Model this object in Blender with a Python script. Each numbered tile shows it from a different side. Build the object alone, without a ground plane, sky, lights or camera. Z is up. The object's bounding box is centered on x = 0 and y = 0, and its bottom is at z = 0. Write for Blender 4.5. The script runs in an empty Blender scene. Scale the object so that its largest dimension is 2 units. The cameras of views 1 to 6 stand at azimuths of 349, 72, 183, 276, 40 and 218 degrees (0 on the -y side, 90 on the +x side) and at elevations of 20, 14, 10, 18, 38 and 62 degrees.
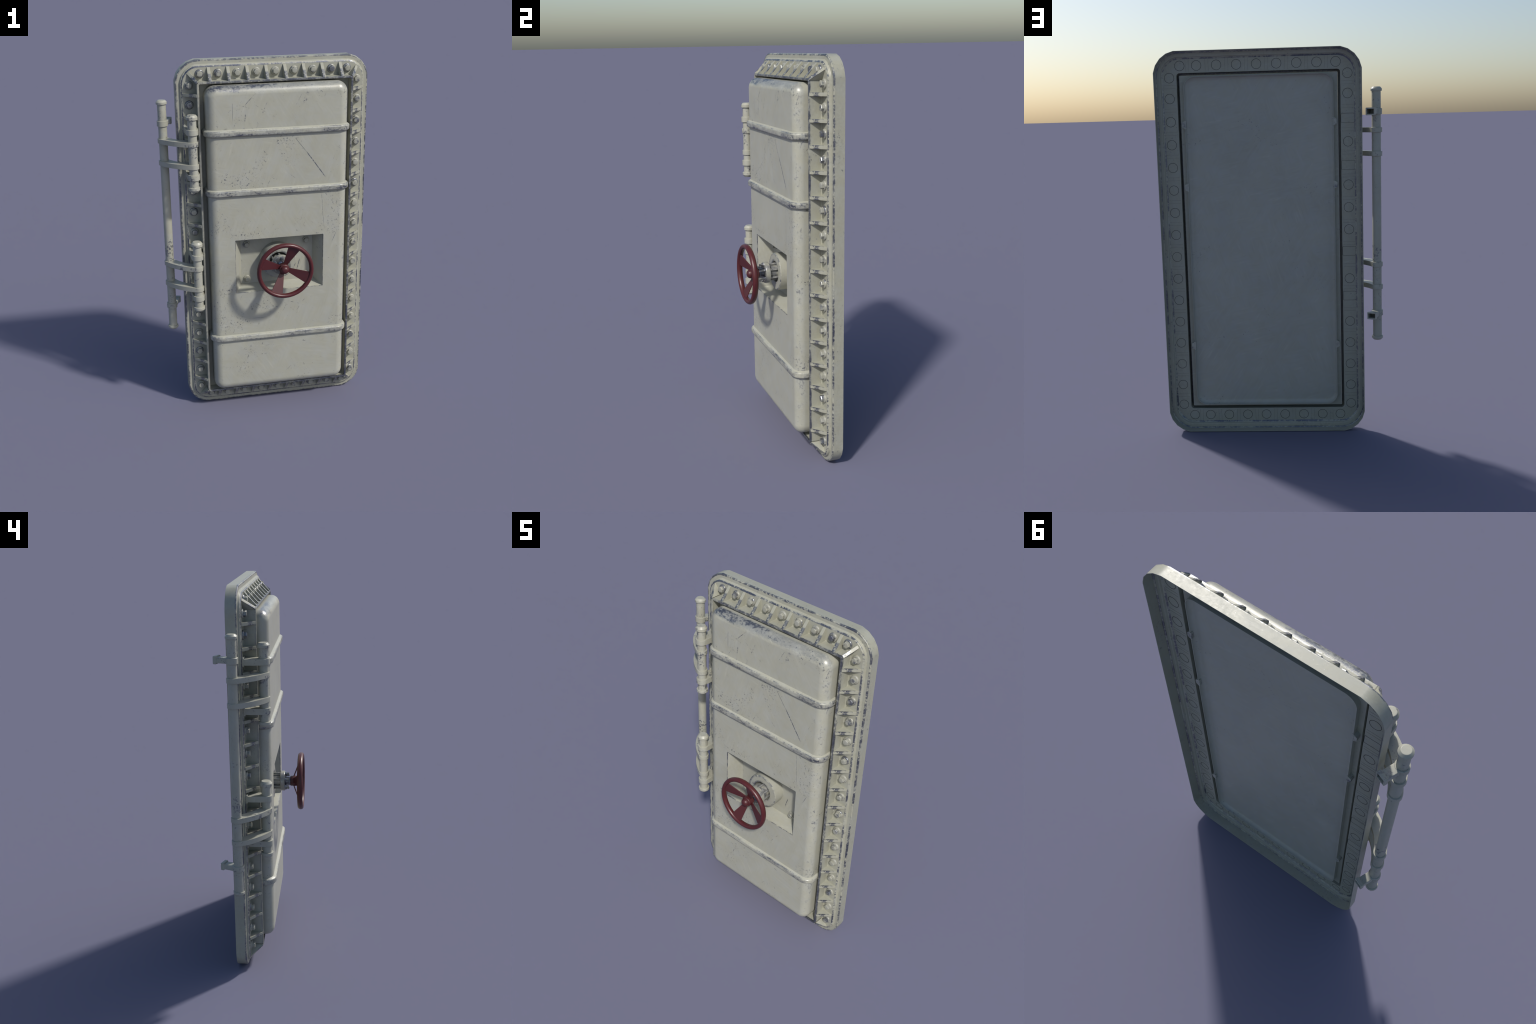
"""A painted steel blast door: ribbed and bolted frame, a bulged door leaf with
three raised bands, a recessed handwheel and a two-knuckle pipe hinge."""
import bpy, bmesh, math, random
from math import sin, cos, pi, radians, sqrt
from mathutils import Vector, Matrix

random.seed(7)
TAU = 2 * pi

# ------------------------------------------------------------------ sizes (m)
CX = 0.0503                    # centre line of door in x
HALF_W, HEIGHT = 0.5223, 2.0   # frame outline
CZ, HALF_H = 1.0, 1.0
CORNER = 0.1264                # corner radius of the frame outline
BACK = 0.140                   # rear edge of the frame (y grows to the rear)
TRAY_Y = 0.0693                # floor that carries the bolts
LIP_Y = 0.006                  # front edge of the upstanding lip
LIP_OUT, LIP_IN = 0.1045, 0.1162   # lip, measured inwards from the outline

LEAF_L, LEAF_R = -0.3305, 0.4308
LEAF_B, LEAF_T = 0.1315, 1.8755
LEAF_CX, LEAF_HX = (LEAF_L + LEAF_R) / 2, (LEAF_R - LEAF_L) / 2
LEAF_CZ, LEAF_HZ = (LEAF_B + LEAF_T) / 2, (LEAF_T - LEAF_B) / 2
LEAF_FRONT, LEAF_BACK, LEAF_FILLET, LEAF_CORNER = -0.0485, 0.085, 0.046, 0.056
BAND_Z = (1.6335, 1.3120, 0.4630)

REC_CX, REC_CZ, REC_HX, REC_HZ = 0.0504, 0.8905, 0.2469, 0.1537
REC_FLOOR = 0.034
WHEEL = Vector((0.0515, 0.0, 0.8970))

PIPE = Vector((-0.5440, 0.1035, 0.0))
KNUCKLE = Vector((-0.4045, -0.0285, 0.0))


# ------------------------------------------------------------------ materials
class Nodes:
    """Small helper around a material's node tree."""

    def __init__(self, name):
        self.mat = bpy.data.materials.new(name)
        self.mat.use_nodes = True
        self.t = self.mat.node_tree
        self.t.nodes.clear()
        self.out = self.t.nodes.new("ShaderNodeOutputMaterial")
        self.bsdf = self.t.nodes.new("ShaderNodeBsdfPrincipled")
        self.t.links.new(self.bsdf.outputs[0], self.out.inputs[0])
        self.coord = self.t.nodes.new("ShaderNodeTexCoord").outputs["Object"]

    def link(self, a, b):
        self.t.links.new(a, b)

    def put(self, socket, v):
        if hasattr(v, "is_output"):
            self.link(v, socket)
        else:
            socket.default_value = v

    def math(self, op, a, b=0.0, c=0.0, clamp=False):
        n = self.t.nodes.new("ShaderNodeMath")
        n.operation, n.use_clamp = op, clamp
        for s, v in zip(n.inputs, (a, b, c)):
            self.put(s, v)
        return n.outputs[0]

    def add(self, *vals):
        r = vals[0]
        for v in vals[1:]:
            r = self.math("ADD", r, v)
        return r

    def sub(self, a, b):
        return self.math("SUBTRACT", a, b)

    def mul(self, *vals):
        r = vals[0]
        for v in vals[1:]:
            r = self.math("MULTIPLY", r, v)
        return r

    def top(self, *vals):
        r = vals[0]
        for v in vals[1:]:
            r = self.math("MAXIMUM", r, v)
        return r

    def off(self, v, gain):
        """Noise value centred on zero and scaled."""
        return self.mul(self.sub(v, 0.5), gain)

    def step(self, v, lo, hi):
        if lo > hi:
            return self.sub(1.0, self.step(v, hi, lo))
        n = self.t.nodes.new("ShaderNodeMapRange")
        n.interpolation_type = "SMOOTHSTEP"
        self.put(n.inputs["Value"], v)
        n.inputs["From Min"].default_value, n.inputs["From Max"].default_value = lo, hi
        return n.outputs["Result"]

    def band(self, v, lo, hi, soft):
        """1 between lo and hi with soft flanks."""
        return self.mul(self.step(v, lo - soft, lo + soft), self.step(v, hi + soft, hi - soft))

    def shift_random(self, amount):
        """Give every copy of a repeated part its own place in the textures."""
        r = self.t.nodes.new("ShaderNodeObjectInfo").outputs["Random"]
        v = self.t.nodes.new("ShaderNodeVectorMath")
        v.operation = "ADD"
        self.link(self.coord, v.inputs[0])
        c = self.t.nodes.new("ShaderNodeCombineXYZ")
        for s, f in zip(c.inputs, (1.0, 0.37, 0.73)):
            self.link(self.mul(r, amount * f), s)
        self.link(c.outputs[0], v.inputs[1])
        return v.outputs[0]

    def mapping(self, scale=(1, 1, 1), rot=(0, 0, 0), loc=(0, 0, 0), vec=None):
        n = self.t.nodes.new("ShaderNodeMapping")
        self.link(vec or self.coord, n.inputs["Vector"])
        n.inputs["Scale"].default_value = scale
        n.inputs["Rotation"].default_value = rot
        n.inputs["Location"].default_value = loc
        return n.outputs[0]

    def grainwise(self, length, angle, seed=0.0, tilt=0.0):
        """Coordinates drawn out along a direction on the x-z face of the door."""
        n = self.t.nodes.new("ShaderNodeMapping")
        n.vector_type = "TEXTURE"
        self.link(self.tex, n.inputs["Vector"])
        n.inputs["Location"].default_value = (seed, seed * 0.7, -seed)
        n.inputs["Rotation"].default_value = (tilt, radians(angle), tilt)
        n.inputs["Scale"].default_value = (length, 1.0, 1.0)
        return n.outputs[0]

    def noise(self, scale, detail=4.0, rough=0.55, dist=0.0, vec=None):
        n = self.t.nodes.new("ShaderNodeTexNoise")
        self.link(vec or self.tex, n.inputs["Vector"])
        n.inputs["Scale"].default_value = scale
        n.inputs["Detail"].default_value = detail
        n.inputs["Roughness"].default_value = rough
        n.inputs["Distortion"].default_value = dist
        return n.outputs["Fac"]

    def crack(self, scale, vec):
        n = self.t.nodes.new("ShaderNodeTexVoronoi")
        n.feature = "DISTANCE_TO_EDGE"
        self.link(vec, n.inputs["Vector"])
        n.inputs["Scale"].default_value = scale
        return n.outputs["Distance"]

    def xyz(self):
        n = self.t.nodes.new("ShaderNodeSeparateXYZ")
        self.link(self.coord, n.inputs[0])
        return n.outputs

    def mix(self, fac, a, b):
        n = self.t.nodes.new("ShaderNodeMix")
        n.data_type = "RGBA"
        self.put(n.inputs["Factor"], fac)
        for s, v in ((n.inputs["A"], a), (n.inputs["B"], b)):
            if hasattr(v, "is_output"):
                self.link(v, s)
            else:
                s.default_value = (*v, 1)
        return n.outputs["Result"]

    def mixf(self, fac, a, b):
        n = self.t.nodes.new("ShaderNodeMix")
        n.data_type = "FLOAT"
        self.put(n.inputs["Factor"], fac)
        self.put(n.inputs["A"], a)
        self.put(n.inputs["B"], b)
        return n.outputs["Result"]

    def inset(self, hx, hz, r):
        """Distance inwards from a rounded rectangle about the door centre."""
        x, _, z = self.xyz()
        qx = self.sub(self.math("ABSOLUTE", self.sub(x, CX)), hx - r)
        qz = self.sub(self.math("ABSOLUTE", self.sub(z, CZ)), hz - r)
        px, pz = self.math("MAXIMUM", qx, 0.0), self.math("MAXIMUM", qz, 0.0)
        outer = self.math("SQRT", self.add(self.mul(px, px), self.mul(pz, pz)))
        inner = self.math("MINIMUM", self.math("MAXIMUM", qx, qz), 0.0)
        return self.sub(r, self.add(outer, inner))

    def segment(self, a, b, width, fade=0.03):
        """Mask of a thin straight scratch from a to b (x, z) on the front."""
        (ax, az), (bx, bz) = a, b
        length = math.hypot(bx - ax, bz - az)
        ux, uz = (bx - ax) / length, (bz - az) / length
        p = self.xyz()
        dx, dz = self.sub(p[0], ax), self.sub(p[2], az)
        along = self.add(self.mul(dx, ux), self.mul(dz, uz))
        off = self.add(self.mul(dx, -uz), self.mul(dz, ux))
        off = self.math("ABSOLUTE", self.add(off, self.off(self.n_mid, 0.004)))
        near = self.step(off, width, width * 0.4)
        ends = self.mul(self.step(along, 0.0, fade), self.step(along, length, length - fade))
        broken = self.step(self.n_fine, 0.36, 0.50)
        return self.mul(near, ends, broken)


PAINT = (0.368, 0.365, 0.299)
STEEL = (0.150, 0.165, 0.215)


def painted_steel(name, base=PAINT, chips=0.5, scratches=0.0, vary=False, wear=None, rough=0.42, steel=STEEL,
                  steel_rough=0.29, tone=1.0, scuff=1.0, dark_mottle=0.0):
    """Brushed-over paint with bare steel where chips, scratches and the
    part's own wear(k) mask say so."""
    k = Nodes(name)
    k.tex = k.shift_random(3.0) if vary else k.coord
    big = k.noise(3.2, 4, 0.6, 0.4)
    mid = k.n_mid = k.noise(17, 5, 0.62, 0.3)
    fine = k.n_fine = k.noise(85, 5, 0.68, 0.2)
    grain = k.noise(330, 2, 0.6)
    s1 = k.noise(75, 4, 0.70, 0.0, k.grainwise(9.0, 57))
    s2 = k.noise(75, 4, 0.70, 0.0, k.grainwise(9.0, -72, 3.1))
    s3 = k.noise(75, 4, 0.70, 0.0, k.grainwise(8.0, 12, 5.3))
    f1 = k.noise(4.0, 2, 0.5, 1.2)
    f2 = k.noise(4.6, 2, 0.5, 1.2, k.mapping(loc=(4.3, 1.7, 8.1), vec=k.tex))
    scuffs = k.mixf(k.step(f2, 0.50, 0.60), k.mixf(k.step(f1, 0.44, 0.56), s1, s2), s3)
    light = k.add(1.0, k.off(big, 0.26 * tone), k.off(mid, 0.12 * tone), k.off(scuffs, 0.24 * scuff),
                  k.mul(k.step(scuffs, 0.60, 0.74), 0.09 * scuff), k.off(grain, 0.10))
    paint = k.mix(k.step(mid, 0.35, 0.7), base, tuple(c * f for c, f in zip(base, (0.98, 1.0, 1.07))))
    if dark_mottle:
        paint = k.mix(k.mul(k.step(k.add(big, k.off(fine, 0.5)), 0.50, 0.72), dark_mottle), paint, tuple(c * f for c, f in zip(base, (0.66, 0.66, 0.70))))
    sc = k.t.nodes.new("ShaderNodeVectorMath")
    sc.operation = "SCALE"
    k.link(paint, sc.inputs[0])
    k.link(light, sc.inputs["Scale"])
    paint = sc.outputs[0]
    worn = 0.0
    if chips:
        where = k.step(k.noise(5.5, 3, 0.6, 0.5), 0.47, 0.64)
        pits = k.add(fine, k.off(k.noise(190, 3, 0.65), 0.55), k.mul(where, 0.13))
        worn = k.mul(k.step(pits, 0.785 - 0.05 * chips, 0.83 - 0.05 * chips), 0.85)
    if scratches:
        m1 = k.grainwise(9.0, 40, 2.3, 0.1)
        m2 = k.grainwise(10.0, -63, 7.7, 0.1)
        line = k.math("MINIMUM", k.crack(11.0, m1), k.crack(9.0, m2))
        thin = k.step(line, 0.010, 0.003)
        gate = k.mul(k.step(k.noise(9, 3, 0.7), 0.56, 0.66), k.step(fine, 0.46, 0.58))
        worn = k.top(worn, k.mul(thin, gate, scratches))
    if wear:
        worn = k.top(worn, wear(k))
    # rubbed steel keeps a thin, uneven film of paint
    film = k.step(k.add(fine, k.off(mid, 0.5), k.off(grain, 0.5)), 0.66, 0.36)
    worn = k.math("MINIMUM", k.mul(worn, k.mixf(film, 0.70, 1.0)), 1.0)
    steel_c = k.mix(k.step(fine, 0.3, 0.7), steel, tuple(c * 0.72 for c in steel))
    k.link(k.mix(worn, paint, steel_c), k.bsdf.inputs["Base Color"])
    k.link(k.mul(worn, 0.92), k.bsdf.inputs["Metallic"])
    r = k.add(rough, k.off(scuffs, 0.25), k.off(mid, 0.14))
    k.link(k.mixf(worn, r, k.add(steel_rough, k.off(fine, 0.3))), k.bsdf.inputs["Roughness"])
    bump = k.t.nodes.new("ShaderNodeBump")
    bump.inputs["Strength"].default_value = 0.25
    bump.inputs["Distance"].default_value = 0.0012
    k.link(k.add(k.mul(worn, -0.5), k.mul(fine, 0.25), k.mul(scuffs, 0.25)), bump.inputs["Height"])
    k.link(bump.outputs[0], k.bsdf.inputs["Normal"])
    return k.mat


def patchy(k, amount, mask, lo=0.38, hi=0.56, coarse=None):
    """Turn a wear strip into broken patches; amount sets the share laid bare."""
    v = k.add(k.mul(mask, amount), k.off(coarse or k.n_mid, 1.7), k.off(k.n_fine, 1.7))
    return k.mul(k.step(v, lo, hi), k.step(mask, 0.02, 0.35))


def frame_wear(k):
    """Outer rim, edge of the tray and front of the lip rubbed bare."""
    y = k.xyz()[1]
    wob = k.off(k.n_fine, 0.006)
    d = k.add(k.inset(HALF_W, HALF_H, CORNER), wob)
    yw = k.add(y, wob)
    front = k.step(y, 0.1005, 0.0975)
    rim = k.mul(k.step(d, 0.0118, 0.0070), front, k.step(yw, 0.0965, 0.0895))
    tray = k.mul(k.band(d, 0.0295, 0.0378, 0.0012), k.step(y, 0.0795, 0.0745))
    dl = k.inset(HALF_W, HALF_H, 0.11)
    dl = k.inset(HALF_W - LIP_OUT, HALF_H - LIP_OUT, 0.012)
    lip = k.mul(k.step(dl, -0.002, 0.0), k.step(dl, 0.0150, 0.0125), k.step(k.add(y, k.off(k.n_fine, 0.012)), 0.020, 0.0105))
    x = k.xyz()[0]
    weak = k.mul(k.step(x, -0.335, -0.350), 0.24)
    long = k.noise(10.0, 6, 0.68, 0.4)
    chipped = k.step(k.add(k.off(k.noise(6, 3, 0.6), 1.2), k.off(k.n_fine, 1.4), k.mul(k.step(k.math("ABSOLUTE", y), 0.06, 0.02), -0.2)), 0.47, 0.56)
    return k.top(patchy(k, 0.48, rim, 0.24, 0.66, long), patchy(k, 0.48, tray, 0.28, 0.60, long),
                 k.mul(patchy(k, 0.58, lip, 0.20, 0.72, long), k.sub(1.0, k.mul(weak, 2.6))), k.mul(chipped, 0.8))


def rib_wear(k):
    """Crest of a gusset; one blotch at mid length on every casting."""
    x, y, z = k.xyz()
    slope = (TRAY_Y - LIP_Y - 0.005) / 0.067
    crest = k.step(k.sub(y, k.add(LIP_Y + 0.0028, k.mul(x, slope))), 0.0062, 0.0030)
    blotch = k.band(k.add(x, k.off(k.n_fine, 0.035), k.off(k.n_mid, 0.05)), 0.012, 0.036, 0.010)
    rim = k.mul(k.step(k.math("ABSOLUTE", z), 0.0048, 0.0066), 0.16)
    return k.mul(patchy(k, 1.0, k.mul(crest, k.add(0.18, k.mul(blotch, 0.40), rim)), 0.30, 0.56), k.step(crest, 0.1, 0.5))


def rib_top_wear(k):
    """Gussets of the head and sill: bare from the lip to half way down."""
    x, y, z = k.xyz()
    slope = (TRAY_Y - LIP_Y - 0.005) / 0.067
    crest = k.step(k.sub(y, k.add(LIP_Y + 0.0028, k.mul(x, slope))), 0.0062, 0.0030)
    bare = k.step(k.add(x, k.off(k.n_fine, 0.030), k.off(k.n_mid, 0.04)), 0.048, 0.026)
    return k.mul(patchy(k, 1.0, k.mul(crest, k.add(0.16, k.mul(bare, 0.42))), 0.26, 0.60), k.step(crest, 0.1, 0.5))


def leaf_wear(k):
    """Rubbed top edge and right-hand edge of the leaf, and its scratches."""
    x, y, z = k.xyz()
    streak = k.noise(11, 7, 0.70, 0.7, k.mapping((0.55, 1.0, 1.5), (0, radians(8), 0)))
    front = k.step(y, 0.010, -0.012)
    top = k.mul(k.step(k.add(z, k.off(streak, 0.03)), 1.826, 1.858), front)
    left = k.step(x, 0.42, -0.30)
    t = k.add(k.mul(top, k.add(0.20, k.mul(left, 0.34))), k.off(streak, 1.3), k.off(k.n_fine, 1.15))
    topw = k.mul(k.top(k.step(t, 0.32, 0.62), k.mul(k.step(t, -0.05, 0.36), 0.32)), top)
    side = k.mul(k.step(x, 0.384, 0.418), k.step(y, 0.004, -0.022))
    s = k.add(k.mul(side, 0.26), k.off(k.n_mid, 1.2), k.off(k.n_fine, 1.5))
    sidew = k.mul(k.step(s, 0.32, 0.66), side, 0.7)
    low = k.mul(k.step(z, 0.172, 0.150), front, k.step(x, 0.05, 0.35))
    loww = k.mul(k.step(k.add(k.mul(low, 0.25), k.off(k.n_mid, 1.2), k.off(k.n_fine, 1.5)), 0.34, 0.64), low, 0.8)
    w = k.top(topw, sidew, loww)
    for a, b, width in (((0.195, 1.522), (0.309, 1.366), 0.0036), ((0.130, 1.602), (0.205, 1.508), 0.0014),
                        ((-0.075, 1.835), (-0.135, 1.770), 0.0018), ((-0.195, 1.80), (-0.195, 1.69), 0.0012),
                        ((0.30, 1.09), (0.285, 1.29), 0.0010), ((-0.12, 0.575), (-0.02, 0.575), 0.0012),
                        ((0.345, 0.99), (0.375, 1.06), 0.0016)):
        w = k.top(w, k.mul(k.segment(a, b, width), 0.9))
    return w


def recess_wear(k):
    x, y, z = k.xyz()
    edge = k.step(k.add(y, k.off(k.n_fine, 0.010)), LEAF_FRONT + 0.0065, LEAF_FRONT + 0.0035)
    return k.top(patchy(k, 0.42, edge, 0.14, 0.74), k.segment((0.186, 0.884), (0.1665, 0.812), 0.0026, 0.02))


def band_wear(k):
    """Crest of a band rubbed bare in long streaks."""
    z = k.xyz()[2]
    crest = k.step(k.math("ABSOLUTE", z), 0.0185, 0.0130)
    streak = k.noise(13, 7, 0.70, 0.5, k.mapping((0.40, 1.0, 1.6), vec=k.tex))
    low = k.step(z, 0.010, -0.012)
    t = k.add(k.mul(crest, 0.20), k.mul(low, 0.10), k.off(streak, 1.6), k.off(k.n_fine, 1.1))
    hard = k.step(t, 0.30, 0.46)
    soft = k.mul(k.step(t, 0.02, 0.40), 0.38)
    arris = k.mul(k.band(z, 0.0118, 0.0148, 0.0012), k.step(k.add(k.off(streak, 1.2), k.off(k.n_fine, 1.2)), -0.10, 0.12), 0.8)
    return k.mul(k.top(hard, soft, arris), crest)


def ring_wear(r_edge, y_edge):
    def f(k):
        x, y, z = k.xyz()
        dx, dz = k.sub(x, WHEEL.x), k.sub(z, WHEEL.z)
        r = k.math("SQRT", k.add(k.mul(dx, dx), k.mul(dz, dz)))
        face = k.step(k.add(y, k.off(k.n_fine, 0.008)), y_edge + 0.007, y_edge + 0.003)
        outer = k.top(k.step(r, r_edge - 0.016, r_edge - 0.003), k.mul(k.step(r, 0.070, 0.058), 0.9))
        return k.top(patchy(k, 0.34, k.mul(face, outer), 0.10, 0.70), k.mul(k.step(k.add(k.off(k.n_mid, 1.2), k.off(k.n_fine, 1.2)), 0.16, 0.46), face, 0.55))
    return f


def gland_wear(k):
    """Oily, mostly bare casting."""
    return k.mul(k.step(k.add(k.off(k.noise(34, 4, 0.65), 1.8), k.off(k.n_fine, 0.8)), -0.25, 0.25), 0.85)


def pipe_wear(k):
    """Sparse flaking in clusters."""
    v = k.add(k.off(k.noise(7, 4, 0.6, 0.3), 1.5), k.off(k.n_mid, 0.9), k.off(k.n_fine, 1.5))
    return k.mul(k.step(v, 0.23, 0.38), 0.9)


def bolt_wear(k):
    r = k.t.nodes.new("ShaderNodeObjectInfo").outputs["Random"]
    v = k.add(k.off(r, 0.7), k.off(k.noise(26, 4, 0.65), 1.8), k.off(k.n_fine, 0.7))
    return k.mul(k.step(v, 0.02, 0.30), 0.80)


def bare_steel(name, colour, rough, metal=1.0):
    k = Nodes(name)
    k.tex = k.coord
    n = k.noise(60, 4, 0.6)
    k.link(k.mix(k.step(n, 0.3, 0.7), colour, tuple(c * 0.55 for c in colour)), k.bsdf.inputs["Base Color"])
    k.bsdf.inputs["Metallic"].default_value = metal
    k.link(k.add(rough, k.off(n, 0.4)), k.bsdf.inputs["Roughness"])
    return k.mat


FRAME_PAINT = (PAINT[0] * 0.92, PAINT[1] * 0.92, PAINT[2] * 0.89)     # darker and slightly warmer than the leaf
M_FRAME = painted_steel("frame_paint", base=FRAME_PAINT, chips=0.35, scratches=0.4, wear=frame_wear, dark_mottle=0.35)
M_RIB = painted_steel("rib_paint", base=FRAME_PAINT, chips=0.5, wear=rib_wear)
M_RIB_TOP = painted_steel("rib_top_paint", base=FRAME_PAINT, chips=0.5, wear=rib_top_wear)
M_LEAF = painted_steel("leaf_paint", chips=1.35, scratches=0.9, wear=leaf_wear, rough=0.40)
M_LEAF_BACK = painted_steel("leaf_back_paint", base=(0.362, 0.362, 0.308), chips=0.35, rough=0.46, tone=1.0)
M_BAND = painted_steel("band_paint", chips=0.4, wear=band_wear, vary=True)
M_RECESS = painted_steel("recess_paint", chips=0.3, scratches=0.6, wear=recess_wear)
M_BOLT = painted_steel("bolt_paint", base=tuple(c * 0.85 for c in PAINT), chips=1.0, vary=True, rough=0.36, wear=bolt_wear)
M_PIPE = painted_steel("pipe_paint", chips=0.8, wear=pipe_wear)
M_DRUM = painted_steel("drum_paint", chips=0.5, scratches=0.3, wear=ring_wear(0.098, -0.0305))
M_GLAND = painted_steel("gland_paint", base=tuple(c * 0.85 for c in PAINT), chips=1.0, steel_rough=0.25, steel=(0.36, 0.37, 0.41), wear=gland_wear)
M_RED_RIM = painted_steel("red_rim_paint", base=(0.073, 0.0125, 0.0138), chips=0.0, rough=0.36, tone=1.2, scuff=0.6)
M_RED = painted_steel("red_paint", base=(0.068, 0.0135, 0.0150), chips=0.0, rough=0.40, tone=1.4, scuff=0.8)
M_STEEL = bare_steel("worn_steel", (0.42, 0.44, 0.50), 0.28)
M_STUD = bare_steel("nut_steel", (0.40, 0.41, 0.44), 0.34)
M_DRAWN_SHADE_PALE = bare_steel("drawn_shade_pale", (0.17, 0.17, 0.16), 0.6, 0.0)
M_DRAWN_SHADE = bare_steel("drawn_shade_dark", (0.03, 0.03, 0.035), 0.7, 0.0)


# ------------------------------------------------------------------ builders
def finish(bm, name, mat, parent, angle=32.0, loc=None):
    bmesh.ops.remove_doubles(bm, verts=bm.verts, dist=1e-6)
    bmesh.ops.recalc_face_normals(bm, faces=bm.faces)
    me = bpy.data.meshes.new(name)
    if loc is not None:
        bmesh.ops.translate(bm, verts=bm.verts, vec=-Vector(loc))
    bm.to_mesh(me)
    bm.free()
    me.materials.append(mat)
    me.polygons.foreach_set("use_smooth", [True] * len(me.polygons))
    me.set_sharp_from_angle(angle=radians(angle))
    ob = bpy.data.objects.new(name, me)
    bpy.context.scene.collection.objects.link(ob)
    wn = ob.modifiers.new("crisp_normals", "WEIGHTED_NORMAL")
    wn.mode, wn.weight, wn.keep_sharp = "FACE_AREA", 60, True
    if loc is not None:
        ob.location = loc
    ob.parent = parent
    if parent is not None:
        ob.matrix_parent_inverse = Matrix.Translation(parent_world(parent)).inverted()
    return ob


def parent_world(o):
    p = Vector((0, 0, 0))
    while o is not None:
        p += o.location
        p += o.matrix_parent_inverse.translation if o.parent else Vector((0, 0, 0))
        o = o.parent
    return p


def copy_of(ob, loc, parent, rot=None):
    c = ob.copy()
    bpy.context.scene.collection.objects.link(c)
    c.parent = parent
    c.matrix_parent_inverse = Matrix.Translation(parent_world(parent)).inverted()
    c.location = loc
    if rot is not None:
        c.rotation_euler = rot
    return c


CORNER_ANGLES = [9, 27, 45, 63, 81]


def rounded(cx, cz, hx, hz, r, y, angles=CORNER_ANGLES, circum=True):
    """Rounded rectangle in the x-z plane: one vertex per corner angle."""
    rr = r / cos(radians(angles[0])) if circum else r
    pts = []
    for q, (sx, sz) in enumerate(((1, 1), (-1, 1), (-1, -1), (1, -1))):
        for a in angles:
            t = radians(a + 90 * q)
            pts.append(Vector((cx + sx * (hx - r) + rr * cos(t), y, cz + sz * (hz - r) + rr * sin(t))))
    return pts


def strip(bm, loops, close=False, mats=None):
    rows = [[bm.verts.new(p) for p in lp] for lp in loops]
    n = len(rows[0])
    pairs = list(zip(rows[:-1], rows[1:])) + ([(rows[-1], rows[0])] if close else [])
    for a, b in pairs:
        for i in range(n):
            j = (i + 1) % n
            bm.faces.new((a[i], a[j], b[j], b[i]))
    return rows


def lathe(bm, profile, centre, axis="Y", seg=32, cap=True, phase=0.0):
    """Turn (radius, height) pairs about an axis through centre."""
    loops = []
    for r, h in profile:
        lp = []
        for i in range(seg):
            t = TAU * (i + phase) / seg
            if axis == "Y":
                lp.append(Vector((centre[0] + r * cos(t), h, centre[2] + r * sin(t))))
            else:
                lp.append(Vector((centre[0] + r * cos(t), centre[1] + r * sin(t), h)))
        loops.append(lp)
    rows = strip(bm, loops)
    if cap:
        bm.faces.new(rows[0])
        bm.faces.new(list(reversed(rows[-1])))
    return rows


def prism(bm, outline, axis_vec, bevel=0.0):
    """Solid from a planar outline pushed along a vector, edges chamfered."""
    a = [bm.verts.new(p) for p in outline]
    b = [bm.verts.new(Vector(p) + Vector(axis_vec)) for p in outline]
    n = len(a)
    faces = [bm.faces.new(a), bm.faces.new(list(reversed(b)))]
    for i in range(n):
        faces.append(bm.faces.new((a[i], b[i], b[(i + 1) % n], a[(i + 1) % n])))
    if bevel:
        edges = list({e for f in faces for e in f.edges})
        bmesh.ops.bevel(bm, geom=edges, offset=bevel, segments=2, affect="EDGES", profile=0.5)


# ------------------------------------------------------------------ the thing
door = bpy.data.objects.new("bulkhead_door", None)
bpy.context.scene.collection.objects.link(door)
door["label"] = "worn beige steel blast door with bolted frame and red handwheel"
door["category"] = "vault door"

# ---- frame: one folded steel section swept round the outline ----------------
def frame_loop(d, y, r):
    return rounded(CX, CZ, HALF_W - d, HALF_H - d, r, y)

big = lambda d: max(CORNER - d, 0.012)
small = 0.018
section = [
    (0.0020, BACK, None), (0.0, BACK, None), (0.0, 0.0915, None), (0.0010, 0.0880, None), (0.0035, 0.0857, None), (0.0065, 0.0850, None),
    (0.0215, 0.0850, None), (0.0240, 0.0841, None), (0.0254, 0.0815, None), (0.0263, 0.0775, None), (0.0278, 0.0752, None),
    (0.0304, 0.0742, None), (0.0325, 0.0726, None), (0.0345, 0.0703, None), (0.0365, TRAY_Y, None),
    (0.1005, TRAY_Y, small + 0.004), (0.1030, 0.0683, small + 0.0015), (LIP_OUT, 0.0655, small), (LIP_OUT, LIP_Y + 0.0025, small),
    (LIP_OUT + 0.0008, LIP_Y + 0.0007, small - 0.0008), (LIP_OUT + 0.0025, LIP_Y, small - 0.0025),
    (LIP_IN - 0.0025, LIP_Y, 0.0090), (LIP_IN - 0.0008, LIP_Y + 0.0007, 0.0075), (LIP_IN, LIP_Y + 0.0025, 0.0065),
    (LIP_IN, 0.0200, 0.0065), (0.1187, 0.0580, 0.0040), (0.1180, 0.0584, 0.0047), (LIP_IN - 0.0012, 0.0200, 0.0077), (LIP_IN - 0.0012, LIP_Y + 0.004, 0.0080),
    (LIP_OUT + 0.0014, LIP_Y + 0.004, 0.0165), (LIP_OUT + 0.0014, 0.0702, 0.0165), (LIP_OUT - 0.0010, 0.0713, 0.014),
    (0.0372, 0.0713, None), (0.0345, 0.0735, None), (0.0310, 0.0762, None), (0.0288, 0.0778, None), (0.0277, 0.0825, None), (0.0258, 0.0858, None), (0.0220, 0.0870, None), (0.0065, 0.0870, None), (0.0020, 0.0905, None),
]
bm = bmesh.new()
strip(bm, [frame_loop(d, y, big(d) if r is None else r) for d, y, r in section], close=True)
frame = finish(bm, "door_frame", M_FRAME, door, 28)

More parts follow.
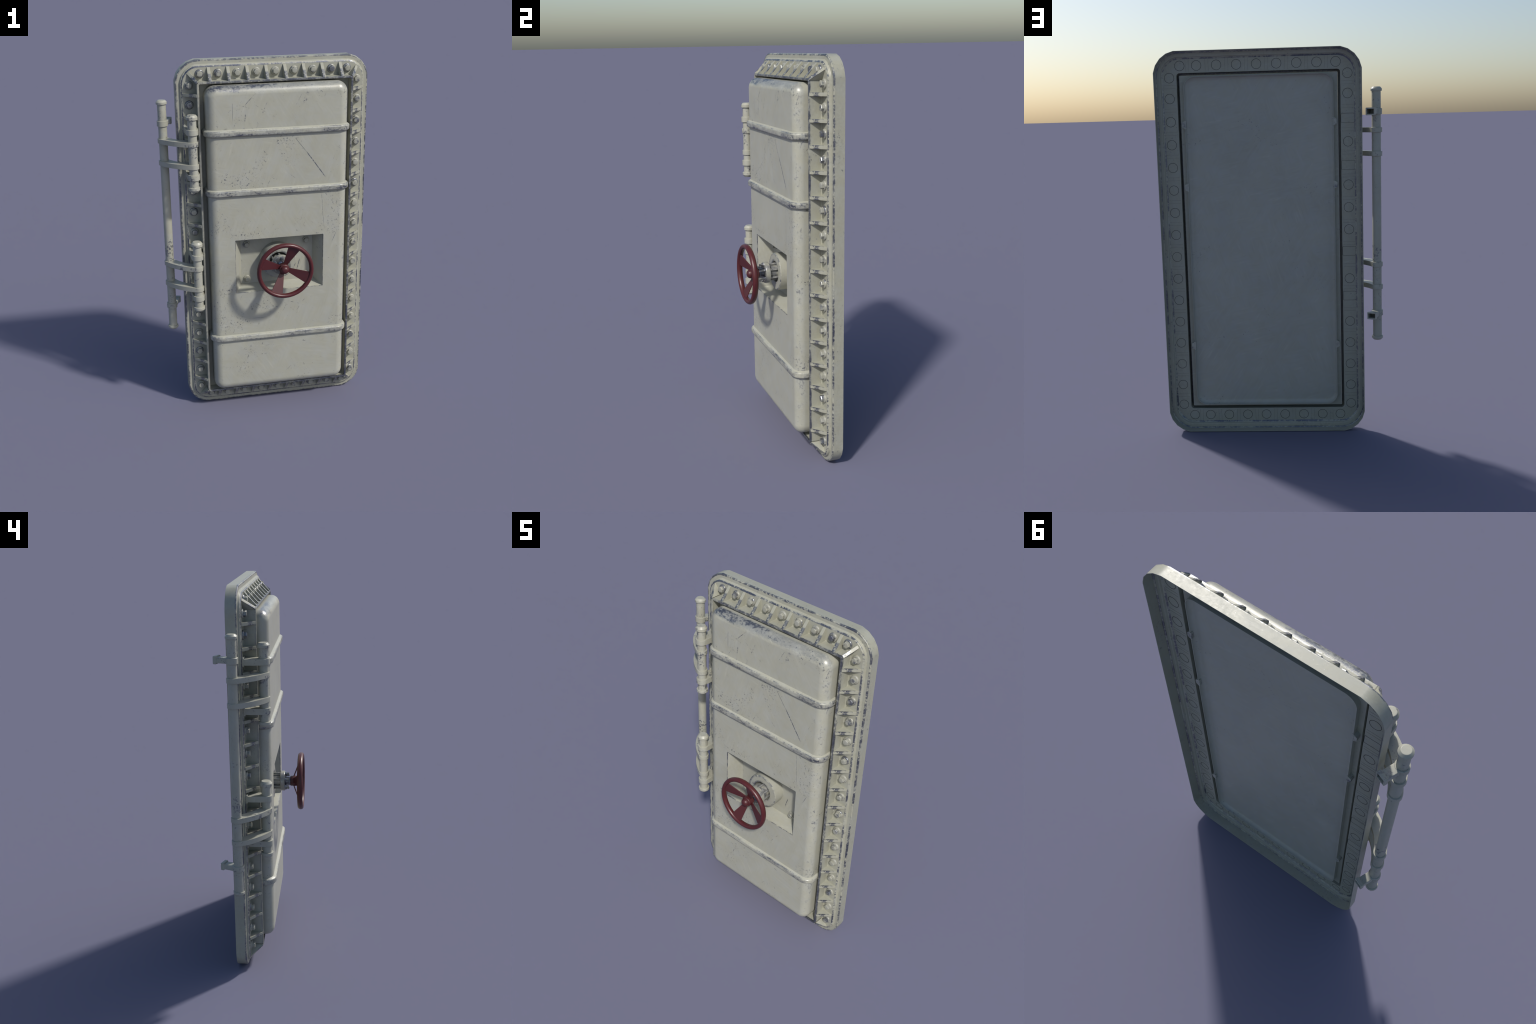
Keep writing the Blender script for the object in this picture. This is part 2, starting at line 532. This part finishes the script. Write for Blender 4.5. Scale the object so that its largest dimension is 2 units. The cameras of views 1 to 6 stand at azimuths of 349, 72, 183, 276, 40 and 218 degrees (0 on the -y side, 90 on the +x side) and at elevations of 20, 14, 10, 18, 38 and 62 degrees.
# ---- gussets between tray and lip ------------------------------------------
RIB_T = 0.0168
x_lip, x_edge = HALF_W - LIP_OUT, HALF_W - 0.0375      # half extents of the rib foot


def rib_mesh(name, run, parent, mat, thick=RIB_T):
    """Triangular gusset; local +x runs outwards from the lip, y is depth."""
    bm = bmesh.new()
    top = LIP_Y + 0.0028
    out = [(-0.0020, 0, top), (0.0030, 0, top), (run, 0, TRAY_Y - 0.0022), (run, 0, TRAY_Y + 0.0015), (-0.0020, 0, TRAY_Y + 0.0015)]
    prism(bm, [Vector((x, d, -thick / 2)) for x, _, d in out], (0, 0, thick), 0.0014)
    return finish(bm, name, mat, parent, 40, None)


RUN = x_edge - x_lip
rib = rib_mesh("gusset", RUN, frame, M_RIB)
rib_top = rib_mesh("gusset", RUN, frame, M_RIB_TOP)
side_z = [1.8252 - 0.11745 * i for i in range(15)]
top_x = [0.0568 + 0.1009 * (i - 3.5) for i in range(8)]
first = True
spots = []
for z in side_z:
    spots.append(((CX + x_lip, 0, z), 0.0))
for z in side_z:
    spots.append(((CX - x_lip, 0, z), pi))
for x in top_x:
    spots.append(((x, 0, HEIGHT - LIP_OUT), -pi / 2))
    spots.append(((x, 0, LIP_OUT), pi / 2))
for i, (p, a) in enumerate(spots):
    if i == 0:
        rib.location, rib.rotation_euler = p, (0, a, 0)
        rib.matrix_parent_inverse = Matrix.Identity(4)
    elif i == 30:
        rib_top.location, rib_top.rotation_euler = p, (0, a, 0)
        rib_top.matrix_parent_inverse = Matrix.Identity(4)
    else:
        copy_of(rib if i < 30 else rib_top, p, frame, (0, a, 0))
# the four mitre gussets
mitre = rib_mesh("mitre_gusset", 0.0600, frame, M_RIB_TOP, 0.0160)
mitre.matrix_parent_inverse = Matrix.Identity(4)
for i, (sx, sz) in enumerate(((1, 1), (-1, 1), (-1, -1), (1, -1))):
    p = (CX + sx * (x_lip - 0.003), 0, CZ + sz * (HALF_H - LIP_OUT - 0.003))
    ang = math.atan2(-sz * 0.0425, sx * 0.0365)
    if i == 0:
        mitre.location, mitre.rotation_euler = p, (0, ang, 0)
    else:
        copy_of(mitre, p, frame, (0, ang, 0))

# ---- bolts with washers -----------------------------------------------------
def hex_bolt(name, r, h, wr, wh, parent):
    """Hexagon head over a domed washer, seated on y = 0 and facing -y."""
    bm = bmesh.new()
    rows = []
    rings = [(r, -wh * 0.55), (r, -wh - h * 0.72), (r * 0.90, -wh - h * 0.90), (r * 0.66, -wh - h)]
    lathe(bm, rings, (0, 0, 0), "Y", 6)
    bolt = finish(bm, name, M_BOLT, parent, 25)
    bm = bmesh.new()
    lathe(bm, [(wr, 0.0008), (wr, -wh * 0.35), (wr * 0.955, -wh * 0.68), (wr * 0.85, -wh * 0.94), (wr * 0.72, -wh)], (0, 0, 0), "Y", 28)
    washer = finish(bm, "washer", M_BOLT, bolt, 40)
    washer.matrix_parent_inverse = Matrix.Identity(4)
    bolt.matrix_parent_inverse = Matrix.Identity(4)
    return bolt, washer


def scatter_bolts(name, r, h, wr, wh, parent, places):
    bolt, washer = hex_bolt(name, r, h, wr, wh, parent)
    for i, p in enumerate(places):
        spin = random.uniform(0, pi / 3)
        if i == 0:
            bolt.location, bolt.rotation_euler = p, (0, spin, 0)
            continue
        b = bolt.copy()
        w = washer.copy()
        for o in (b, w):
            bpy.context.scene.collection.objects.link(o)
        b.location, b.rotation_euler = p, (0, spin, 0)
        w.parent = b


PLATE_Z = (1.6483, 1.4095, 0.9625, 0.7230)
right_x, left_x = CX + 0.4553, CX - 0.4525
mid_z = [1.7665 - 0.11725 * i for i in range(14)]
places = [(right_x - 0.002, TRAY_Y, 1.871)] + [(right_x, TRAY_Y, z) for z in mid_z] + [(right_x, TRAY_Y, 0.1300)]
left_z = [1.8725, 1.7725, 1.5300, 1.3085, 1.1915, 1.0760, 0.8375, 0.5850, 0.4690, 0.3515, 0.2345, 0.1300]
left_z[6] = 0.8160
places += [(left_x, TRAY_Y, z) for z in left_z]
row_x = [0.4485] + [0.0572 + 0.1017 * i for i in range(3, -4, -1)] + [-0.3440]
places += [(x, TRAY_Y, 1.9300) for x in row_x] + [(x, TRAY_Y, 0.0702) for x in row_x]
frame_spots = [p for p in places]
scatter_bolts("bolt", 0.0165, 0.0155, 0.0232, 0.0085, frame, places)

# ---- contact shade on the tray rear, modelled as thin dark outlines -------------------------------------
def ring(bm, c, r, w, y0, y1, seg=32):
    lathe_rows = []
    prof = [(r, y0), (r, y1), (r + w, y1), (r + w, y0)]
    loops = [[Vector((c[0] + rr * cos(TAU * i / seg), y, c[2] + rr * sin(TAU * i / seg))) for i in range(seg)] for rr, y in prof]
    strip(bm, loops, close=True)


bm = bmesh.new()
for p in frame_spots:
    ring(bm, p, 0.0237, 0.0018, 0.0705, 0.0718)
shade_rings = finish(bm, "bolt_drawn_shade", M_DRAWN_SHADE, frame, 40)
shade_rings["kind"] = "stuff"
bm = bmesh.new()
def bar(bm, x0, x1, z0, z1, y0=0.0705, y1=0.0717):
    prism(bm, [Vector((x0, y0, z0)), Vector((x1, y0, z0)), Vector((x1, y0, z1)), Vector((x0, y0, z1))], (0, y1 - y0, 0))
W = 0.0006
for z in side_z:
    for s in (-0.0078, 0.0078):
        bar(bm, CX + x_lip + 0.004, CX + x_edge, z + s, z + s + W)
        bar(bm, CX - x_edge, CX - x_lip - 0.004, z + s, z + s + W)
for x in top_x:
    for s in (-0.0078, 0.0078):
        bar(bm, x + s, x + s + W, HEIGHT - LIP_OUT + 0.004, HEIGHT - 0.0375)
        bar(bm, x + s, x + s + W, 0.0375, LIP_OUT - 0.004)
shade_bars = finish(bm, "gusset_drawn_shade", M_DRAWN_SHADE_PALE, frame, 40)
shade_bars["kind"] = "stuff"
bm = bmesh.new()
for z in PLATE_Z:
    lp = rounded(CX - (x_lip + x_edge) / 2 - 0.0005, z, 0.0335, 0.0232, 0.006, 0.0705)
    lo = rounded(CX - (x_lip + x_edge) / 2 - 0.0005, z, 0.0347, 0.0244, 0.007, 0.0705)
    up = [p + Vector((0, 0.0013, 0)) for p in lp]
    uo = [p + Vector((0, 0.0013, 0)) for p in lo]
    strip(bm, [lp, up, uo, lo], close=True)
shade_outlines = finish(bm, "plate_drawn_shade", M_DRAWN_SHADE, frame, 40)
shade_outlines["kind"] = "stuff"

# ---- door leaf --------------------------------------------------------------
FINE = [0, 11.25, 22.5, 33.75, 45, 56.25, 67.5, 78.75, 90]


def leaf_loop(d, y):
    r = max(LEAF_CORNER - d, 0.010)
    return rounded(LEAF_CX, LEAF_CZ, LEAF_HX - d, LEAF_HZ - d, r, y, FINE, False)


loops = []
# rear dish: floor, fillet, wall, rim
DISH = 0.061
for t in range(0, 7):
    a = radians(90 * t / 6)
    loops.append(leaf_loop(0.0025 + 0.020 * (1 - sin(a)), DISH + 0.020 * (1 - cos(a))))
loops.append(leaf_loop(0.0025, LEAF_BACK - 0.0006))
loops.append(leaf_loop(0.0019, LEAF_BACK))
loops.append(leaf_loop(0.0005, LEAF_BACK))
loops.append(leaf_loop(0.0, LEAF_BACK - 0.0006))
for t in range(0, 11):
    a = radians(90 * t / 10)
    loops.append(leaf_loop(LEAF_FILLET * (1 - cos(a)), LEAF_FRONT + LEAF_FILLET * (1 - sin(a))))
hole = lambda d, y: rounded(REC_CX, REC_CZ, REC_HX + d, REC_HZ + d, 0.003 + max(d, 0), y, FINE, False)
loops.append(hole(0.0022, LEAF_FRONT))
bm = bmesh.new()
rows = strip(bm, loops)
bm.faces.new(rows[0])
leaf = finish(bm, "door_leaf", M_LEAF, door, 40)
leaf.data.materials.append(M_LEAF_BACK)
for f in leaf.data.polygons:                 # plain paint on the dished rear
    f.material_index = 1 if all(leaf.data.vertices[v].co.y > 0.055 for v in f.vertices) else 0

# recess pan: rolled edge, sloping walls and a floor
bm = bmesh.new()
FX, FZ = 0.0415, 0.0215
pan = [hole(0.0022, LEAF_FRONT), hole(0.0008, LEAF_FRONT + 0.0004), hole(0.0, LEAF_FRONT + 0.002)]
pan.append(rounded(REC_CX + 0.0015, REC_CZ, REC_HX - FX, REC_HZ - FZ, 0.002, REC_FLOOR, FINE, False))
rows = strip(bm, pan)
bm.faces.new(rows[-1])
recess = finish(bm, "handle_recess", M_RECESS, leaf, 40)
scatter_bolts("recess_bolt", 0.0145, 0.0140, 0.0205, 0.0070, recess,
              [(x, REC_FLOOR, z) for x in (-0.1215, 0.2190) for z in (0.7870, 0.9920)])

# raised bands that wrap the front and both sides
prof = [(-0.0212, -0.006), (-0.0206, 0.0000), (-0.0150, 0.0098), (-0.0132, 0.0128), (-0.0108, 0.0144), (-0.0070, 0.0150),
        (0.0070, 0.0150), (0.0108, 0.0144), (0.0132, 0.0128), (0.0150, 0.0098), (0.0206, 0.0000), (0.0212, -0.006)]
path = []
r = LEAF_FILLET
for sx, xe in ((1, LEAF_R), (-1, LEAF_L)):
    seq = [((xe, LEAF_BACK - 0.0008), (sx, 0)), ((xe, LEAF_FRONT + r), (sx, 0))]
    for t in range(1, 10):
        a = radians(9 * t)
        seq.append(((xe - sx * r * (1 - cos(a)), LEAF_FRONT + r * (1 - sin(a))), (sx * cos(a), -sin(a))))
    seq.append(((xe - sx * r, LEAF_FRONT), (0, -1)))
    path += seq if sx == 1 else list(reversed(seq))
bands = []
for i, z in enumerate(BAND_Z):
    bm = bmesh.new()
    loops = [[Vector((px + nx * o, py + ny * o, z + dz)) for dz, o in prof] for (px, py), (nx, ny) in path]
    rows = strip(bm, loops)
    bm.faces.new(rows[0])
    bm.faces.new(list(reversed(rows[-1])))
    bands.append(finish(bm, "raised_band", M_BAND, leaf, 38, (0, 0, z)))

# stop flange behind the lip, outside the leaf
FL = (-0.3530, 0.4536, 0.1190, 1.8810)
bm = bmesh.new()
fc = ((FL[0] + FL[1]) / 2, (FL[2] + FL[3]) / 2, (FL[1] - FL[0]) / 2, (FL[3] - FL[2]) / 2)
o_lo = rounded(fc[0], fc[1], fc[2], fc[3], 0.001, 0.0578, FINE, False)
o_hi = [p + Vector((0, 0.0035, 0)) for p in o_lo]
i_lo = leaf_loop(0.0012, 0.0578)
i_hi = leaf_loop(0.0012, 0.0613)
strip(bm, [o_lo, o_hi, i_hi, i_lo], close=True)
finish(bm, "stop_flange", M_FRAME, leaf, 30)

# ---- spindle drum and gland in the recess -----------------------------------
spindle = None
c = (WHEEL.x, 0, WHEEL.z)
bm = bmesh.new()
lathe(bm, [(0.098, REC_FLOOR + 0.001), (0.098, -0.0235), (0.0965, -0.0278), (0.0925, -0.0305), (0.0600, -0.0305), (0.0568, -0.0298), (0.0552, -0.0275), (0.0552, 0.026)],
      c, "Y", 48)
drum = finish(bm, "spindle_drum", M_DRUM, leaf, 30)

bm = bmesh.new()
lathe(bm, [(0.034, 0.024), (0.034, -0.0670)], c, "Y", 32)
lathe(bm, [(0.038, -0.0140), (0.038, -0.0240)], c, "Y", 32)
barrel = finish(bm, "gland_barrel", M_GLAND, drum, 30)
bm = bmesh.new()
lathe(bm, [(0.0525, -0.0665), (0.0550, -0.0690), (0.0550, -0.0885), (0.0535, -0.0912), (0.0500, -0.0925), (0.0250, -0.0925)], c, "Y", 40)
gland = finish(bm, "gland_flange", M_GLAND, drum, 30)
# studs with nuts
bm = bmesh.new()
lathe(bm, [(0.0060, 0.020), (0.0060, -0.1125), (0.0048, -0.1140)], (0, 0, 0), "Y", 12)
stud = finish(bm, "stud", M_GLAND, drum, 30)
bm = bmesh.new()
lathe(bm, [(0.0100, -0.0915), (0.0100, -0.0985), (0.0085, -0.1000)], (0, 0, 0), "Y", 6)
nut = finish(bm, "nut", M_STUD, stud, 25)
nut.matrix_parent_inverse = Matrix.Identity(4)
stud.matrix_parent_inverse = Matrix.Identity(4)
for i in range(6):
    a = radians(90 + 60 * i)
    p = (c[0] + 0.0420 * cos(a), 0, c[2] + 0.0420 * sin(a))
    if i == 0:
        stud.location = p
    else:
        s, n = stud.copy(), nut.copy()
        for o in (s, n):
            bpy.context.scene.collection.objects.link(o)
        s.location, n.parent = p, s
# threaded stem
prof = [(0.0235, -0.088)]
y = -0.0925
while y > -0.122:
    prof += [(0.0235, y), (0.0262, y - 0.0020), (0.0262, y - 0.0036), (0.0235, y - 0.0052)]
    y -= 0.0060
prof.append((0.0235, -0.1235))
bm = bmesh.new()
lathe(bm, prof, c, "Y", 32)
finish(bm, "threaded_stem", M_STEEL, drum, 20)

# ---- handwheel --------------------------------------------------------------
wheel = bpy.data.objects.new("handwheel", None)
bpy.context.scene.collection.objects.link(wheel)
wheel.parent = leaf
RIM_Y, RIM_R, RIM_T, RIM_D = -0.1790, 0.1453, 0.0122, 0.0152
bm = bmesh.new()
loops = []
for i in range(40):
    t = TAU * i / 40
    loops.append([Vector((c[0] + (RIM_R + RIM_T * cos(s)) * cos(t), RIM_Y + RIM_D * sin(s), c[2] + (RIM_R + RIM_T * cos(s)) * sin(t)))
                  for s in [TAU * j / 14 for j in range(14)]])
strip(bm, loops, close=True)
finish(bm, "wheel_rim", M_RED_RIM, wheel, 60)
bm = bmesh.new()
lathe(bm, [(0.0255, -0.1220), (0.0280, -0.1235), (0.0285, -0.1560), (0.0274, -0.1590), (0.0248, -0.1604), (0.0232, -0.1608), (0.0230, -0.1640),
           (0.0220, -0.1690), (0.0196, -0.1745), (0.0156, -0.1788), (0.0102, -0.1815), (0.0045, -0.1825)], c, "Y", 32)
finish(bm, "wheel_hub", M_RED, wheel, 50)
# wedge spokes, dished forwards to the rim
bm = bmesh.new()
r0, r1, w0, w1 = 0.0180, 0.1370, 0.0100, 0.0342
y0, y1, th = -0.1370, -0.1830, 0.0055
outl = []
top, bot = [], []
for rr, ww, yy in ((r0, w0, y0), (r1, w1, y1)):
    top.append((rr, ww, yy - th / 2)); bot.append((rr, ww, yy + th / 2))
vs = [Vector((-w0, y0 - th / 2, r0)), Vector((w0, y0 - th / 2, r0)), Vector((w1, y1 - th / 2, r1)), Vector((-w1, y1 - th / 2, r1))]
prism(bm, vs, (0, th, 0), 0.0015)
spoke = finish(bm, "wheel_spoke", M_RED, wheel, 40)
spoke.matrix_parent_inverse = Matrix.Identity(4)
for i in range(4):
    ang = radians(21 + 90 * i)
    if i == 0:
        spoke.location, spoke.rotation_euler = c, (0, ang, 0)
    else:
        s = spoke.copy()
        bpy.context.scene.collection.objects.link(s)
        s.location, s.rotation_euler = c, (0, ang, 0)

# ---- hinge: long pipe, two knuckle tubes, straps, brackets, sockets ----------
hinge = bpy.data.objects.new("hinge", None)
bpy.context.scene.collection.objects.link(hinge)
hinge.parent = door


def capped_tube(name, centre, z0, z1, r, cap_r, cap_h, parent, lower_h=None):
    """Tube with a chamfered cap at each end."""
    lh = lower_h or cap_h
    bm = bmesh.new()
    ch = cap_h * 0.46
    lathe(bm, [(cap_r * 0.62, z0), (cap_r * 0.72, z0 + 0.0008), (cap_r, z0 + lh * 0.45), (cap_r, z0 + lh - 0.001), (cap_r - 0.001, z0 + lh), (r, z0 + lh + 0.0004),
               (r, z1 - cap_h - 0.0004), (cap_r - 0.001, z1 - cap_h), (cap_r, z1 - cap_h + 0.001), (cap_r, z1 - ch), (cap_r * 0.72, z1 - 0.0008), (cap_r * 0.62, z1)], centre, "Z", 24)
    return finish(bm, name, M_PIPE, parent, 35)


pipe = capped_tube("hinge_pipe", PIPE, 0.4935, 1.7995, 0.0232, 0.0290, 0.0215, hinge)
KN = ((1.3305, 1.7385), (0.6450, 1.0515))
for z0, z1 in KN:
    capped_tube("hinge_knuckle", KNUCKLE, z0, z1, 0.0238, 0.0312, 0.0255, hinge)

# straps: flat bars that hug both tubes, bowed outwards
def strap(z, h=0.0248, r=0.0294, bow=0.0175, parent=hinge):
    a, b = PIPE.to_2d(), KNUCKLE.to_2d()
    d = (b - a).normalized()
    n = Vector((d.y, -d.x))                       # towards the outside (-x, -y)
    if n.x > 0:
        n = -n
    left, right = [], []
    N = 14
    for i in range(N + 1):
        t = i / N
        centre = a.lerp(b, t) + n * bow * 4 * t * (1 - t)
        tang = (b - a) + n * bow * 4 * (1 - 2 * t)
        tang.normalize()
        m = Vector((tang.y, -tang.x))
        if m.dot(n) < 0:
            m = -m
        w = r - 0.0030 * 4 * t * (1 - t)
        left.append(centre + m * w)
        right.append(centre - m * w)

    def cap(centre, start, end, steps=10):
        pts = []
        s, e = math.atan2(*(start - centre).yx), math.atan2(*(end - centre).yx)
        return s, e
    out = list(left)
    # half circle round the knuckle, then back, then round the pipe
    s = math.atan2((left[-1] - b).y, (left[-1] - b).x)
    tang = Vector((left[-1] - left[-2])).normalized()
    sign = 1 if Vector((-sin(s), cos(s))).dot(tang) > 0 else -1
    for k in range(1, 12):
        out.append(b + r * Vector((cos(s + sign * pi * k / 12), sin(s + sign * pi * k / 12))))
    out += list(reversed(right))
    s = math.atan2((right[0] - a).y, (right[0] - a).x)
    for k in range(1, 12):
        out.append(a + r * Vector((cos(s + sign * pi * k / 12), sin(s + sign * pi * k / 12))))
    bm = bmesh.new()
    prism(bm, [Vector((p.x, p.y, z - h / 2)) for p in out], (0, 0, h), 0)
    faces = [f for f in bm.faces if len(f.verts) > 6]
    edges = [e for e in bm.edges if any(f in faces for f in e.link_faces)]
    bmesh.ops.bevel(bm, geom=edges, offset=0.0016, segments=2, affect="EDGES", profile=0.5)
    return finish(bm, "hinge_strap", M_PIPE, parent, 35)


for z in (1.5855, 1.4665, 0.8970, 0.7775):
    strap(z)

# brackets: collar round the knuckle, arm back to a plate on the tray
def bracket(z):
    r, h = 0.0312, 0.0300
    cx, cy = KNUCKLE.x, KNUCKLE.y
    out = []
    for k in range(0, 17):
        t = pi + pi * k / 16
        out.append((cx + r * cos(t), cy + r * sin(t)))
    out += [(cx + 0.0318, 0.020), (cx + 0.0330, 0.050), (cx + 0.0330, 0.0640), (cx - 0.0330, 0.0640), (cx - 0.0330, 0.050), (cx - 0.0318, 0.020)]
    bm = bmesh.new()
    prism(bm, [Vector((x, y, z - h / 2)) for x, y in out], (0, 0, h), 0)
    faces = [f for f in bm.faces if len(f.verts) > 6]
    edges = [e for e in bm.edges if any(f in faces for f in e.link_faces)]
    bmesh.ops.bevel(bm, geom=edges, offset=0.0025, segments=2, affect="EDGES", profile=0.5)
    br = finish(bm, "hinge_bracket", M_PIPE, hinge, 35)
    bm = bmesh.new()
    lo = rounded(cx - 0.0005, z, 0.0335, 0.0230, 0.006, TRAY_Y + 0.001)
    rows = strip(bm, [lo, [p + Vector((0, -0.0065, 0)) for p in lo],
                      rounded(cx - 0.0005, z, 0.0320, 0.0215, 0.005, TRAY_Y - 0.0075)])
    bm.faces.new(rows[0]); bm.faces.new(list(reversed(rows[-1])))
    finish(bm, "bracket_plate", M_PIPE, br, 35)


for z in PLATE_Z:
    bracket(z)

# wall sockets: collar on the pipe and a hollow square arm to the rear
def socket(z):
    ang = radians(21.0)
    f = Vector((sin(ang), cos(ang), 0))      # along the arm, rearwards
    s = Vector((cos(ang), -sin(ang), 0))
    o = Vector((PIPE.x, PIPE.y, z))
    end = 0.0900
    bm = bmesh.new()
    lathe(bm, [(0.0232, z - 0.0150), (0.0275, z - 0.0150), (0.0292, z - 0.0135), (0.0292, z + 0.0135), (0.0275, z + 0.0150), (0.0232, z + 0.0150)], PIPE, "Z", 24)
    # arm as a rectangular tube with a flared mouth: (distance, half width, half height)
    st = [(0.004, 0.0205, 0.0140), (0.0700, 0.0205, 0.0140), (0.0735, 0.0232, 0.0178), (0.0755, 0.0240, 0.0188), (end - 0.0015, 0.0240, 0.0188), (end, 0.0225, 0.0172),
          (end, 0.0185, 0.0126), (end - 0.004, 0.0180, 0.0120), (0.030, 0.0180, 0.0120)]
    side = 0.0035
    loops = []
    for d, hw, hh in st:
        lp = []
        for sx, sz in ((1, 1), (-1, 1), (-1, -1), (1, -1)):
            cr = 0.004 if hw > 0.0202 else 0.0015
            for a in (15, 45, 75):
                q = {(1, 1): 0, (-1, 1): 90, (-1, -1): 180, (1, -1): 270}[(sx, sz)]
                t = radians(a + q)
                u, v = sx * (hw - cr) + cr * cos(t), sz * (hh - cr) + cr * sin(t)
                lp.append(o + f * d + s * (u + side) + Vector((0, 0, v)))
        loops.append(lp)
    rows = strip(bm, loops)
    bm.faces.new(rows[0])
    bm.faces.new(list(reversed(rows[-1])))
    finish(bm, "wall_socket", M_PIPE, hinge, 35)


socket(1.6775)
socket(0.6390)

# ---- keep the family tree three levels deep: thing > part > sub-part ---------
def reparent(o, p):
    world = o.matrix_world.copy()
    o.parent = p
    o.matrix_parent_inverse = p.matrix_world.inverted()
    o.matrix_basis = world


def lineage(o):
    line = [o]
    while line[-1].parent is not None:
        line.append(line[-1].parent)
    return line


bpy.context.view_layer.update()
for o in (recess, drum, wheel):
    reparent(o, door)
bpy.context.view_layer.update()
deep = [(o, lineage(o)[-2]) for o in bpy.data.objects if len(lineage(o)) > 3]
for o, part in deep:
    reparent(o, part)
bpy.context.view_layer.update()
